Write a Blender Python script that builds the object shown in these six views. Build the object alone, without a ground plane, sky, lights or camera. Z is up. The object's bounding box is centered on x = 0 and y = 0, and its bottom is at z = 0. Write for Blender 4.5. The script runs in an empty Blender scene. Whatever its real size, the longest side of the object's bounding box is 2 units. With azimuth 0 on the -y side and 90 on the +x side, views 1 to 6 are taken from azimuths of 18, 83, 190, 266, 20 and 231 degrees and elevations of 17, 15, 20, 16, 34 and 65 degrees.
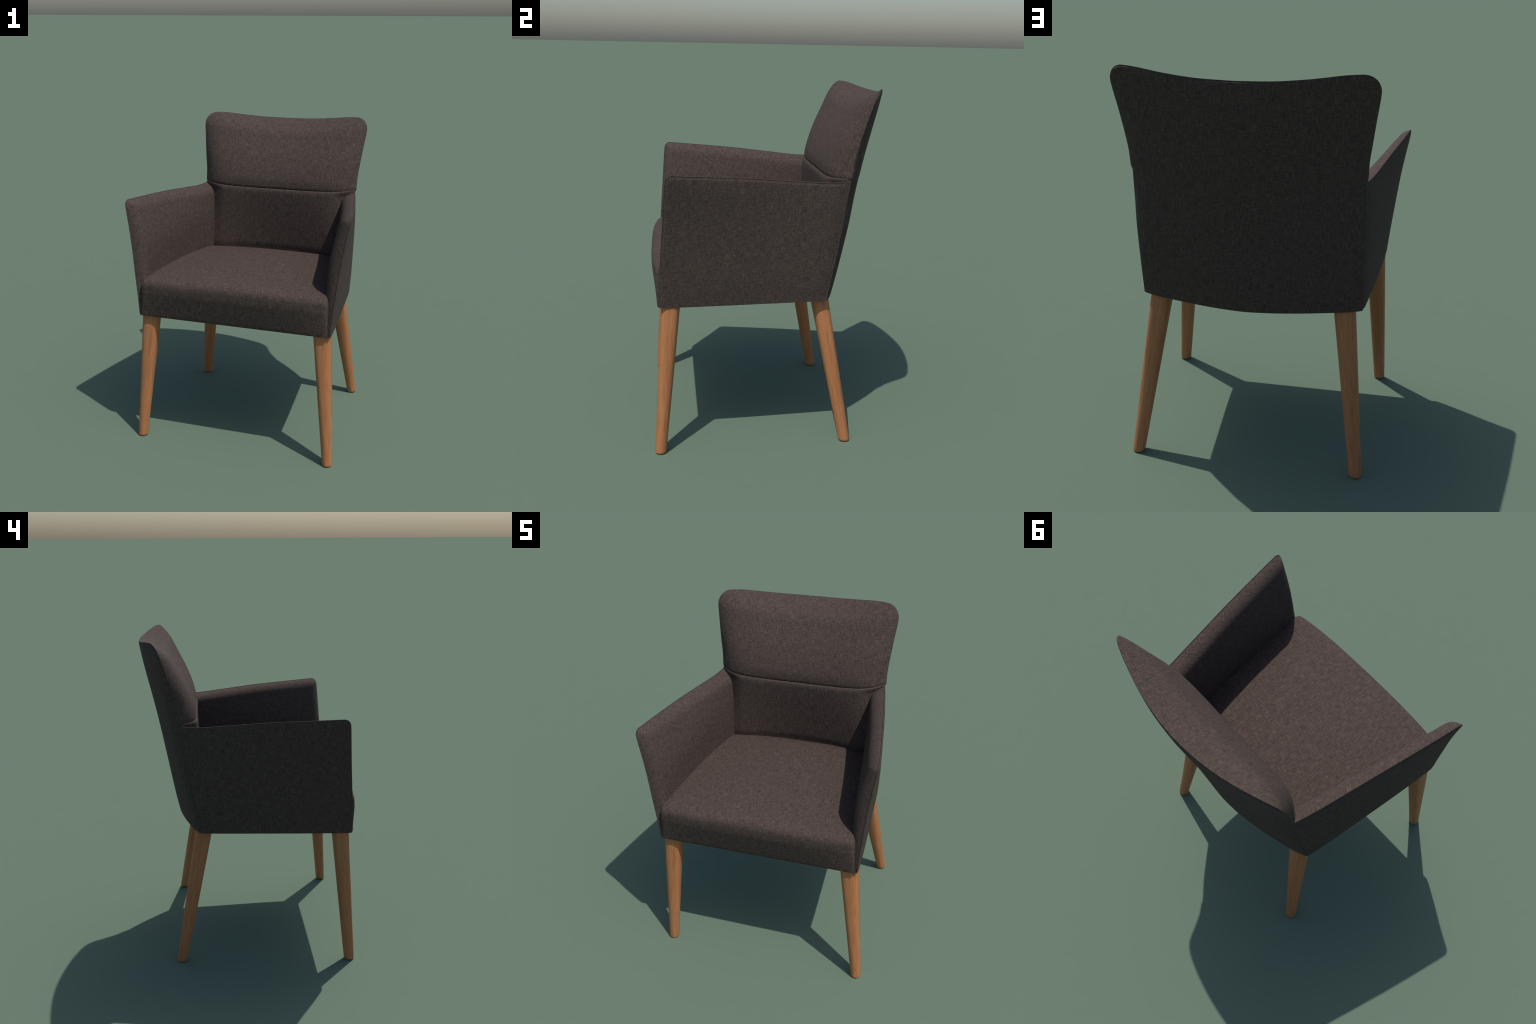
import bpy, math
import numpy as np
from mathutils import Matrix, Vector

# ---------------------------------------------------------------- helpers
def interp(v, xs, ys):
    """smooth (Catmull-Rom / Hermite) interpolation through a few control values"""
    xs = np.asarray(xs, float); ys = np.asarray(ys, float)
    v = np.clip(np.asarray(v, float), xs[0], xs[-1])
    h = np.diff(xs); dl = np.diff(ys) / h
    m = np.empty_like(ys); m[0] = dl[0]; m[-1] = dl[-1]
    for i in range(1, len(xs) - 1):
        m[i] = 0 if dl[i-1] * dl[i] <= 0 else 2 * dl[i-1] * dl[i] / (dl[i-1] + dl[i])
    k = np.clip(np.searchsorted(xs, v, side='right') - 1, 0, len(xs) - 2)
    t = (v - xs[k]) / h[k]
    return ((2*t**3 - 3*t**2 + 1) * ys[k] + (t**3 - 2*t**2 + t) * h[k] * m[k]
            + (-2*t**3 + 3*t**2) * ys[k+1] + (t**3 - t**2) * h[k] * m[k+1])

def smooth01(t):
    t = np.clip(t, 0, 1); return t * t * (3 - 2 * t)

def mesh_object(name, verts, faces, mat, parent=None, angle=40, matrix=None):
    me = bpy.data.meshes.new(name)
    verts = np.asarray(verts, float)
    if matrix is not None:
        inv = matrix.inverted()
        verts = [inv @ Vector(v) for v in verts]
    me.from_pydata([tuple(v) for v in verts], [], [tuple(int(i) for i in f) for f in faces])
    me.validate()
    import bmesh
    bm = bmesh.new(); bm.from_mesh(me)
    bmesh.ops.remove_doubles(bm, verts=bm.verts, dist=1e-5)
    bmesh.ops.recalc_face_normals(bm, faces=bm.faces)
    bm.to_mesh(me); bm.free()
    for p in me.polygons: p.use_smooth = True
    me.set_sharp_from_angle(angle=math.radians(angle))
    me.materials.append(mat)
    ob = bpy.data.objects.new(name, me)
    bpy.context.scene.collection.objects.link(ob)
    if parent is not None:
        ob.parent = parent
    if matrix is not None:
        ob.matrix_world = matrix
    return ob

def grid_faces(nu, nv, off=0, wrap_u=False):
    """faces of a grid whose vertex (i, j) has index off + i*nv + j"""
    f = []
    for i in range(nu if wrap_u else nu - 1):
        a = off + i * nv; b = off + ((i + 1) % nu) * nv
        for j in range(nv - 1):
            f.append((a + j, b + j, b + j + 1, a + j + 1))
    return f

def double_skin(A, B):
    """closed solid between two matching grids A and B (nu, nv, 3)"""
    nu, nv, _ = A.shape; n = nu * nv
    v = np.concatenate([A.reshape(-1, 3), B.reshape(-1, 3)])
    f = grid_faces(nu, nv) + [tuple(reversed(q)) for q in grid_faces(nu, nv, n)]
    loop = [i * nv for i in range(nu)] + [(nu - 1) * nv + j for j in range(1, nv)] \
        + [i * nv + nv - 1 for i in range(nu - 2, -1, -1)] + [j for j in range(nv - 2, 0, -1)]
    for a, b in zip(loop, loop[1:] + loop[:1]):
        f.append((a, b, b + n, a + n))
    return v, f

def tube(points, r, seg=8):
    """round cord along a polyline, with tapered ends"""
    P = np.asarray(points, float); n = len(P)
    T = np.gradient(P, axis=0); T /= np.linalg.norm(T, axis=1)[:, None]
    up = np.array([0.3, 0.2, 0.9]); rings = []
    for i in range(n):
        a = np.cross(T[i], up); a /= np.linalg.norm(a); b = np.cross(T[i], a)
        rr = r * (0.25 if i in (0, n - 1) else 1)
        rings.append([P[i] + rr * (math.cos(q) * a + math.sin(q) * b)
                      for q in np.linspace(0, 2 * math.pi, seg, endpoint=False)])
    v = np.array(rings).reshape(-1, 3); f = []
    for i in range(n - 1):
        for k in range(seg):
            f.append((i*seg + k, i*seg + (k+1) % seg, (i+1)*seg + (k+1) % seg, (i+1)*seg + k))
    f += [tuple(range(seg)), tuple(reversed(range((n-1)*seg, n*seg)))]
    return v, f

# ---------------------------------------------------------------- materials
def nodes_of(name):
    m = bpy.data.materials.new(name); m.use_nodes = True
    return m, m.node_tree.nodes, m.node_tree.links

def fabric(name, s_axis, t_axis, turn=0.0):
    """melange weave; s_axis / t_axis are the directions of weft and warp as weights of x, y, z"""
    m, N, L = nodes_of(name)
    bsdf = N['Principled BSDF']
    tc = N.new('ShaderNodeTexCoord')
    def dot(vec):
        d = N.new('ShaderNodeVectorMath'); d.operation = 'DOT_PRODUCT'
        L.new(tc.outputs['Object'], d.inputs[0]); d.inputs[1].default_value = vec
        return d.outputs['Value']
    comb = N.new('ShaderNodeCombineXYZ')
    L.new(dot(s_axis), comb.inputs[0]); L.new(dot(t_axis), comb.inputs[1])
    rot = N.new('ShaderNodeMapping'); rot.inputs['Rotation'].default_value = (0, 0, math.radians(turn))
    L.new(comb.outputs[0], rot.inputs[0])
    def noise(sx, sy, detail=2.0, off=0.0, rough=0.5):
        mp = N.new('ShaderNodeMapping')
        mp.inputs['Scale'].default_value = (sx, sy, 1); mp.inputs['Location'].default_value = (off, off * 1.7, off * .3)
        L.new(rot.outputs[0], mp.inputs[0])
        n = N.new('ShaderNodeTexNoise'); n.inputs['Scale'].default_value = 1
        n.inputs['Detail'].default_value = detail; n.inputs['Roughness'].default_value = rough
        L.new(mp.outputs[0], n.inputs['Vector'])
        return n
    weft = noise(28, 300, 1.5, 3.1); warp = noise(300, 22, 1.5, 9.7); streak = noise(95, 4, 1, 12.3)
    fleck = noise(240, 240, 1, 5.3); cloud = noise(14, 14, 3, 1.9); tint = noise(190, 70, 2, 7.7)
    def math_node(op, a, b):
        k = N.new('ShaderNodeMath'); k.operation = op
        for i, q in enumerate((a, b)):
            if isinstance(q, (int, float)): k.inputs[i].default_value = q
            else: L.new(q, k.inputs[i])
        return k.outputs[0]
    f = math_node('ADD', math_node('MULTIPLY', weft.outputs['Fac'], .37), math_node('MULTIPLY', warp.outputs['Fac'], .36))
    f = math_node('ADD', f, math_node('MULTIPLY', fleck.outputs['Fac'], .17))
    f = math_node('ADD', f, math_node('MULTIPLY', cloud.outputs['Fac'], .02))
    f = math_node('ADD', f, math_node('MULTIPLY', streak.outputs['Fac'], .05))
    ramp = N.new('ShaderNodeValToRGB'); L.new(f, ramp.inputs[0])
    e = ramp.color_ramp.elements
    e[0].position = .365; e[0].color = (.036, .027, .024, 1)
    e[1].position = .655; e[1].color = (.130, .102, .087, 1)
    k = e.new(.50); k.color = (.072, .055, .049, 1)
    tr = N.new('ShaderNodeValToRGB'); L.new(tint.outputs['Fac'], tr.inputs[0])
    te = tr.color_ramp.elements
    te[0].position = .35; te[0].color = (1.04, .91, .95, 1)
    te[1].position = .65; te[1].color = (.97, 1.02, .92, 1)
    mul = N.new('ShaderNodeMix'); mul.data_type = 'RGBA'; mul.blend_type = 'MULTIPLY'; mul.inputs['Factor'].default_value = 1
    L.new(ramp.outputs[0], mul.inputs['A']); L.new(tr.outputs[0], mul.inputs['B'])
    L.new(mul.outputs['Result'], bsdf.inputs['Base Color'])
    bsdf.inputs['Roughness'].default_value = .92
    bsdf.inputs['Specular IOR Level'].default_value = .2
    bump = N.new('ShaderNodeBump'); bump.inputs['Strength'].default_value = .2; bump.inputs['Distance'].default_value = .004
    L.new(f, bump.inputs['Height']); L.new(bump.outputs[0], bsdf.inputs['Normal'])
    return m

def wood():
    m, N, L = nodes_of('oiled_beech')
    bsdf = N['Principled BSDF']; tc = N.new('ShaderNodeTexCoord'); oi = N.new('ShaderNodeObjectInfo')
    add = N.new('ShaderNodeVectorMath'); add.operation = 'ADD'
    sc = N.new('ShaderNodeMath'); sc.operation = 'MULTIPLY'; L.new(oi.outputs['Random'], sc.inputs[0]); sc.inputs[1].default_value = 7.0
    L.new(tc.outputs['Object'], add.inputs[0]); L.new(sc.outputs[0], add.inputs[1])
    def noise(scale, detail, dist=0.0):
        mp = N.new('ShaderNodeMapping'); mp.inputs['Scale'].default_value = scale; L.new(add.outputs[0], mp.inputs[0])
        n = N.new('ShaderNodeTexNoise'); n.inputs['Scale'].default_value = 1; n.inputs['Detail'].default_value = detail
        n.inputs['Distortion'].default_value = dist
        L.new(mp.outputs[0], n.inputs['Vector']); return n.outputs['Fac']
    fine = noise((260, 260, 3.5), 3, .1); broad = noise((38, 38, 1.2), 2, .4); pore = noise((260, 260, 14), 2)
    def mm(op, a, b):
        k = N.new('ShaderNodeMath'); k.operation = op
        for i, q in enumerate((a, b)):
            if isinstance(q, (int, float)): k.inputs[i].default_value = q
            else: L.new(q, k.inputs[i])
        return k.outputs[0]
    f = mm('ADD', mm('ADD', mm('MULTIPLY', fine, .58), mm('MULTIPLY', broad, .24)), mm('MULTIPLY', pore, .18))
    r = N.new('ShaderNodeValToRGB'); L.new(f, r.inputs[0]); e = r.color_ramp.elements
    e[0].position = .34; e[0].color = (.32, .120, .046, 1)
    e[1].position = .66; e[1].color = (.51, .226, .099, 1)
    k = e.new(.49); k.color = (.43, .178, .073, 1)
    L.new(r.outputs[0], bsdf.inputs['Base Color'])
    bsdf.inputs['Roughness'].default_value = .55; bsdf.inputs['Specular IOR Level'].default_value = .3
    b = N.new('ShaderNodeBump'); b.inputs['Strength'].default_value = .15; b.inputs['Distance'].default_value = .002
    L.new(f, b.inputs['Height']); L.new(b.outputs[0], bsdf.inputs['Normal'])
    return m

FAB_BACK = fabric('melange_weave_upright', (1, 0, 0), (0, 0.8, 1))
FAB_SEAT = fabric('melange_weave_seat', (1, 0, 0), (0, 1, 1))
FAB_ARM_IN = {k: fabric('melange_weave_arm_lining', (-k, 1, 0), (k, 0, 1), 32 * k) for k in (1, -1)}
FAB_ARM_OUT = fabric('melange_weave_arm_side', (0, 1, 0), (0, 0, 1), 12)
WOOD = wood()

# ---------------------------------------------------------------- root
chair = bpy.data.objects.new('upholstered_armchair', None)
bpy.context.scene.collection.objects.link(chair)
chair['label'] = 'dark brown fabric dining armchair with tapered wooden legs'
chair['category'] = 'armchair'

Z0 = 0.847            # underside of the upholstery
SEAM = 1.517          # height of the seam across the backrest

# ---------------------------------------------------------------- arm geometry (right hand side, +x)
def front_x(z): return interp(z, [.847, .98, 1.113, 1.296, 1.425, 1.53, 1.575], [.616, .628, .643, .665, .685, .704, .711])
def front_y(z): return interp(z, [.847, 1.0, 1.147, 1.286, 1.423, 1.575], [-.618, -.613, -.605, -.595, -.586, -.575])
def rear_x(z):  return interp(z, [.847, 1.2, 1.53], [.548, .548, .540])
def rear_y(z):  return interp(z, [.847, 1.03, 1.24, 1.44, 1.53], [.302, .338, .373, .402, .420])
def arm_top_z(y): return interp(y, [-.6, -.527, -.3, -.1, .138, .32, .385, .42], [1.575, 1.571, 1.558, 1.545, 1.523, 1.509, 1.511, 1.523])
def arm_out_x(y, z):
    a = (y - front_y(z)) / (rear_y(z) - front_y(z))
    rear_bow = .006 * smooth01((a - .55) / .3) * (1 - np.clip((a - .9) / .1, 0, 1) ** 2.5) * interp(z, [.847, 1.0, 1.35, 1.5], [.4, 1, 1, .2])
    bow = .014 * np.clip(np.sin(np.clip(a, 0, 1) ** .75 * math.pi), 0, 1) * interp(z, [.847, 1.0, 1.45, 1.575], [.5, 1, 1, .45])
    return front_x(z) * (1 - a) + rear_x(z) * a + bow + rear_bow

def arm_outline():
    """(y, z) of the free edge: up the front, round the corner, back along the top"""
    r = .036; pts = []
    for z in np.linspace(Z0, 1.572 - r, 40): pts.append((front_y(z), z))
    y0 = front_y(1.55); cy = y0 + r; cz = float(arm_top_z(cy)) - r
    for q in np.linspace(0, math.pi / 2, 16)[1:-1]:
        pts.append((cy - r * math.cos(q), cz + r * math.sin(q)))
    for y in np.linspace(cy, .420, 60): pts.append((y, arm_top_z(y)))
    return np.array([(float(a), float(b)) for a, b in pts])

OUT = arm_outline()

def outline_distance(p):
    a, b = OUT[:-1], OUT[1:]; ab = b - a
    t = np.clip(((p[:, None] - a) * ab).sum(-1) / (ab ** 2).sum(-1), 0, 1)
    return np.sqrt((((a + t[..., None] * ab) - p[:, None]) ** 2).sum(-1)).min(1)

def build_arm(side):
    corner = np.array([float(rear_y(Z0)), Z0])
    w = np.concatenate([[0, .0015, .004, .008, .013, .019, .026, .034, .043, .054, .067, .083, .105], np.linspace(.13, .9995, 27)])
    A = OUT[:, None, :] + (corner - OUT)[:, None, :] * w[None, :, None]
    y, z = A[..., 0], A[..., 1]
    d = outline_distance(A.reshape(-1, 2)).reshape(y.shape)
    thick = interp(z, [.847, 1.1, 1.3, 1.575], [.080, .084, .094, .064])
    rear_fill = interp(z, [.847, 1.1, 1.35, 1.575], [1.15, 1.26, 1.13, 1.16])
    b = smooth01((y + .1) / .45)
    thick = thick * (interp(y, [-.62, -.3, .0, .45], [.82, .99, 1.03, 1.0]) * (1 - b) + rear_fill * b)
    R = .062
    q = np.clip(d / R, 0, 1)
    th = thick * np.sqrt(np.maximum(0, 1 - (1 - q) ** 2.2))
    xo = arm_out_x(y, z); edge = .004 * np.sqrt(np.clip(d / .006, 0, 1))
    outer = np.stack([side * (xo + 0*edge), y, z], -1)
    inner = np.stack([side * (xo - th), y, z], -1)
    v, f = double_skin(outer, inner)
    arm = mesh_object('armrest', v, f, FAB_ARM_IN[side], chair, 42)
    # outer side cloth panel, a thin layer that stands 2 mm proud of the frame, inside the seam
    inset = np.clip(d, 0, 1)
    back_dist = rear_y(z) - y
    po = np.stack([side * (xo + .0035 * smooth01((d - .004) / .012) * smooth01(back_dist / .06) - .002 * (1 - smooth01(back_dist / .02))), y, z], -1)
    pi = np.stack([side * (xo - .010), y, z], -1)
    keep = slice(2, None)
    v, f = double_skin(po[:, keep], pi[:, keep])
    mesh_object('side_panel', v, f, FAB_ARM_OUT, arm, 50)
    # cord along the free edge
    yy, zz = OUT[:, 0], OUT[:, 1]
    xs = side * (arm_out_x(yy, zz) - .002)
    v, f = tube(np.stack([xs, yy, zz], -1), .0030)
    mesh_object('piping', v, f, FAB_ARM_IN[side], arm, 60)
    return arm

for side in (1, -1):
    build_arm(side)

# ---------------------------------------------------------------- backrest
def half_width(z): return interp(z, [.847, 1.2, 1.508, 1.53, 1.6, 1.7, 1.8, 1.9, 2.0], [.550, .550, .541, .549, .551, .562, .574, .587, .596])
def rear_center(z): return interp(z, [.847, .94, 1.15, 1.365, 1.56, 1.76, 1.89, 2.0], [.438, .459, .498, .538, .578, .624, .651, .668])
def edge_y(z): return interp(z, [.847, 1.03, 1.24, 1.44, 1.53, 1.7, 1.8, 1.9, 2.0], [.302, .338, .373, .402, .420, .452, .478, .508, .535])
def top_z(u): return interp(np.abs(u), [0, .25, .5, .8, 1.0], [1.967, 1.970, 1.981, 2.000, 2.003])
def rear_y_at(u, z):
    c = rear_center(z); k = interp(z, [.847, 1.1, 1.3, 1.7, 1.85, 2.0], [.010, .020, .027, .022, .010, .003])
    e = interp(z, [.847, 1.1, 1.3], [1.66, 1.76, 1.84]); a = np.abs(u)
    return c - (c - edge_y(z)) * a ** e + 2 * k * a ** 5 * (1 - a ** 8)
def mid_y_at(u, z):
    c = rear_center(z); return c - (c - edge_y(z)) * np.abs(u) ** 2.0

def back_sheet(z_low_fn, nu=81, nv=90):
    """(u, z) grid of the backrest outline between a lower line and the dipped, round-cornered top"""
    u = np.sin(np.linspace(-1, 1, nu) * math.pi / 2 * .97) / math.sin(math.pi / 2 * .97)
    t = 1 - (1 - np.linspace(0, 1, nv)) ** 1.6
    U, Tt = np.meshgrid(u, t, indexing='ij')
    zl = z_low_fn(U); Z = zl + (top_z(U) - zl) * Tt
    rz, ru = .085, .085 / .59                  # rounded top corners
    p = np.clip((np.abs(U) - (1 - ru)) / ru, 0, 1); q = np.clip((Z - (top_z(U) - rz)) / rz, 0, 1)
    p2 = p * np.sqrt(1 - q * q / 2); q2 = q * np.sqrt(1 - p * p / 2)
    U2 = np.where(p > 0, np.sign(U) * (1 - ru + ru * p2), U)
    Z2 = np.where(q > 0, top_z(U) - rz + rz * q2, Z)
    return U, Z, U2, Z2, p * q

# rear panel, bottom to top
U, Z, U2, Z2, _ = back_sheet(lambda u: Z0 + 0 * u, 81, 130)
x = U2 * half_width(Z2); y = rear_y_at(U2, Z2)
rim = np.minimum((1 - np.abs(U)) * .59, np.minimum(top_z(U) - Z, Z - Z0))
roll = .006 * (1 - np.sqrt(np.clip(1 - (1 - np.clip(rim / .015, 0, 1)) ** 2, 0, 1)))
roll = roll * smooth01((Z - 1.5) / .05)
Z2 = Z2 - .005 * smooth01((Z - top_z(U) + .05) / .05)
rear = np.stack([x, y - roll, Z2], -1)
front = np.stack([x * .985, y - .012, np.minimum(Z2, top_z(U) - .006)], -1)
v, f = double_skin(rear, front)
backrest = mesh_object('backrest', v, f, FAB_BACK, chair, 45)

# upper cushion
def seam_z(u): return SEAM + .012 * np.abs(u) ** 3
U, Z, U2, Z2, corner = back_sheet(lambda u: seam_z(u) + .002, 81, 90)
x = U2 * (half_width(Z2) - .0005); yr = mid_y_at(U2, Z2) - .006
drop = np.maximum(top_z(U) - Z, 0)
def cushion_depth(U, Z):
    front_c = interp(Z, [1.51, 1.56, 1.62, 1.73, 1.85, 2.0], [.320, .322, .338, .388, .461, .553])
    return (rear_center(Z) - front_c) * (1 - np.abs(U) ** (2.35 + 1.9 * U ** 2))
top = 1 - np.maximum(0, 1 - drop / .12) ** 3.0
low = np.clip((Z - seam_z(U)) / .016, 0, 1); low = np.sqrt(1 - (1 - low) ** 2)
D = cushion_depth(U, Z) * top
D = D - .006 * (1 - low) * np.clip(D / .05, 0, 1)
rear = np.stack([x, yr, Z2], -1)
front = np.stack([x, yr - np.maximum(D, 0) - .002, Z2], -1)
v, f = double_skin(front, rear)
mesh_object('upper_cushion', v, f, FAB_BACK, backrest, 50)

# lower cushion, between the arms
nu, nv = 61, 60
u = np.linspace(-1, 1, nu); z = np.concatenate([np.linspace(1.02, 1.47, 36), 1.47 + .045 * np.sin(np.linspace(0, 1, 25)[1:] * math.pi / 2)])
Uu, Zz = np.meshgrid(u, z, indexing='ij')
hw = interp(Zz, [1.02, 1.09, 1.3, 1.5, 1.53], [.475, .480, .510, .538, .542])
x = Uu * hw
y_seat = .334 - .30 * x ** 2 + .008 * smooth01((1.12 - Zz) / .06)
uS = np.clip(x / half_width(1.53), -1, 1); zS = np.full_like(x, 1.525)
y_seam = mid_y_at(uS, zS) - .008 - cushion_depth(uS, zS) - .010
a = smooth01((Zz - 1.06) / .46) * .35 + np.clip((Zz - 1.09) / .42, 0, 1) * .65
y = y_seat * (1 - a) + y_seam * a + .024 * smooth01((np.abs(x) - .38) / .12) * smooth01((1.52 - Zz) / .05)
k = np.clip((Zz - 1.47) / .045, 0, 1); y = y + .011 * (1 - np.sqrt(np.maximum(0, 1 - k ** 3)))
Zs = Zz + .014 * np.abs(Uu) ** 3 * np.clip((Zz - 1.3) / .2, 0, 1)
yb = np.minimum(rear_y_at(x / .55, Zz) - .015, y + .2)
yb = np.maximum(yb, y + .004)
v, f = double_skin(np.stack([x, y, Zs], -1), np.stack([x, yb, Zs], -1))
mesh_object('lower_cushion', v, f, FAB_BACK, backrest, 50)

# ---------------------------------------------------------------- seat
prof = [(.30, Z0), (-.30, Z0), (-.55, Z0-.002), (-.610, Z0-.004), (-.623, Z0-.003), (-.629, Z0 + .006), (-.634, .88), (-.642, .925), (-.650, .975), (-.656, 1.02),
        (-.656, 1.055), (-.652, 1.078), (-.642, 1.095), (-.624, 1.106), (-.590, 1.112), (-.54, 1.115), (-.44, 1.118), (-.3, 1.121), (-.1, 1.118), (.1, 1.108), (.24, 1.096), (.30, 1.083), (.335, 1.070), (.35, 1.04)]
P = np.array(prof)
def resample(P, n):
    s = np.concatenate([[0], np.cumsum(np.linalg.norm(np.diff(P, axis=0), axis=1))])
    t = np.linspace(0, s[-1], n)
    return np.stack([interp(t, s, P[:, 0]), interp(t, s, P[:, 1])], -1)
P = resample(P, 150)
su = np.linspace(-1, 1, 71); su = np.sign(su) * (1 - (1 - np.abs(su)) ** 1.5)
V = []
for s in su:
    a = abs(s)
    rnd = 1 - math.sqrt(max(0, 1 - max(0, (a - .955) / .045) ** 2))
    yy = P[:, 0].copy(); zz = P[:, 1].copy()
    frontness = smooth01((-yy - .45) / .12)
    upness = smooth01((zz - .98) / .12)
    yy = yy + frontness * ((.030 * rnd + .022 * a ** 4) - .006 * (1 - a ** 2)) * np.clip((zz - Z0) / .19, 0, 1)
    zz = zz - upness * (.042 * rnd + .018 * a ** 2 + .001)
    hwid = interp(yy, [-.66, -.56, -.44, -.15, .22, .4], [.601, .600, .585, .548, .512, .49])
    V.append(np.stack([s * hwid, yy, zz], -1))
V = np.array(V); nu, nv = V.shape[:2]
f = grid_faces(nu, nv)
f += [tuple(range(nv)), tuple(reversed(range((nu - 1) * nv, nu * nv)))]
f += [(i * nv, (i + 1) * nv, (i + 1) * nv + nv - 1, i * nv + nv - 1) for i in range(nu - 1)]
mesh_object('seat', V.reshape(-1, 3), f, FAB_SEAT, chair, 50)

# underside cloth, closes the frame from below
ring = [(-.598, -.60), (.598, -.60)] + [(q * .543, float(rear_y_at(q, Z0)) - .03) for q in np.linspace(.97, -.97, 25)]
n = len(ring)
v = [(a, b, Z0 - .002) for a, b in ring] + [(a, b, Z0 + .02) for a, b in ring]
f = [tuple(range(n)), tuple(range(n, 2 * n))] + [(i, (i + 1) % n, n + (i + 1) % n, n + i) for i in range(n)]
mesh_object('underside_cloth', v, f, FAB_SEAT, chair, 30)

# ---------------------------------------------------------------- legs
def build_leg(top, foot, side, size):
    top = np.array([top[0] * side, top[1], .862]); foot = np.array([foot[0] * side, foot[1], 0.0])
    axis = Vector(top - foot).normalized()
    M = Matrix.Translation(Vector(foot)) @ Vector((0, 0, 1)).rotation_difference(axis).to_matrix().to_4x4()
    seg = 48; V = []
    hs = np.concatenate([[0, .002, .006, .012], np.linspace(.02, 1, 40)])
    for h in hs:
        c = foot + (top - foot) * h
        k = h ** .93
        wx = .0315 + (size[0] / 2 - .0315) * k; wy = .0315 + (size[1] / 2 - .0315) * k
        foot_round = {0: .80, .002: .90, .006: .97, .012: .995}.get(round(float(h), 4), 1.0)
        e = 2 + 1.0 * smooth01((h - .15) / .85)
        for q in np.linspace(0, 2 * math.pi, seg, endpoint=False):
            cq, sq = math.cos(q), math.sin(q)
            r = 1 / (abs(cq) ** e + abs(sq) ** e) ** (1 / e)
            V.append((c[0] + wx * foot_round * r * cq, c[1] + wy * foot_round * r * sq, c[2]))
    f = []
    for i in range(len(hs) - 1):
        for j in range(seg):
            f.append((i*seg + j, i*seg + (j+1) % seg, (i+1)*seg + (j+1) % seg, (i+1)*seg + j))
    f += [tuple(range(seg)), tuple(range((len(hs)-1)*seg, len(hs)*seg))]
    return mesh_object('leg', V, f, WOOD, chair, 50, M)

for side in (1, -1):
    build_leg((.557, -.555), (.625, -.622), side, (.110, .103))
    build_leg((.460, .275), (.569, .437), side, (.108, .102))
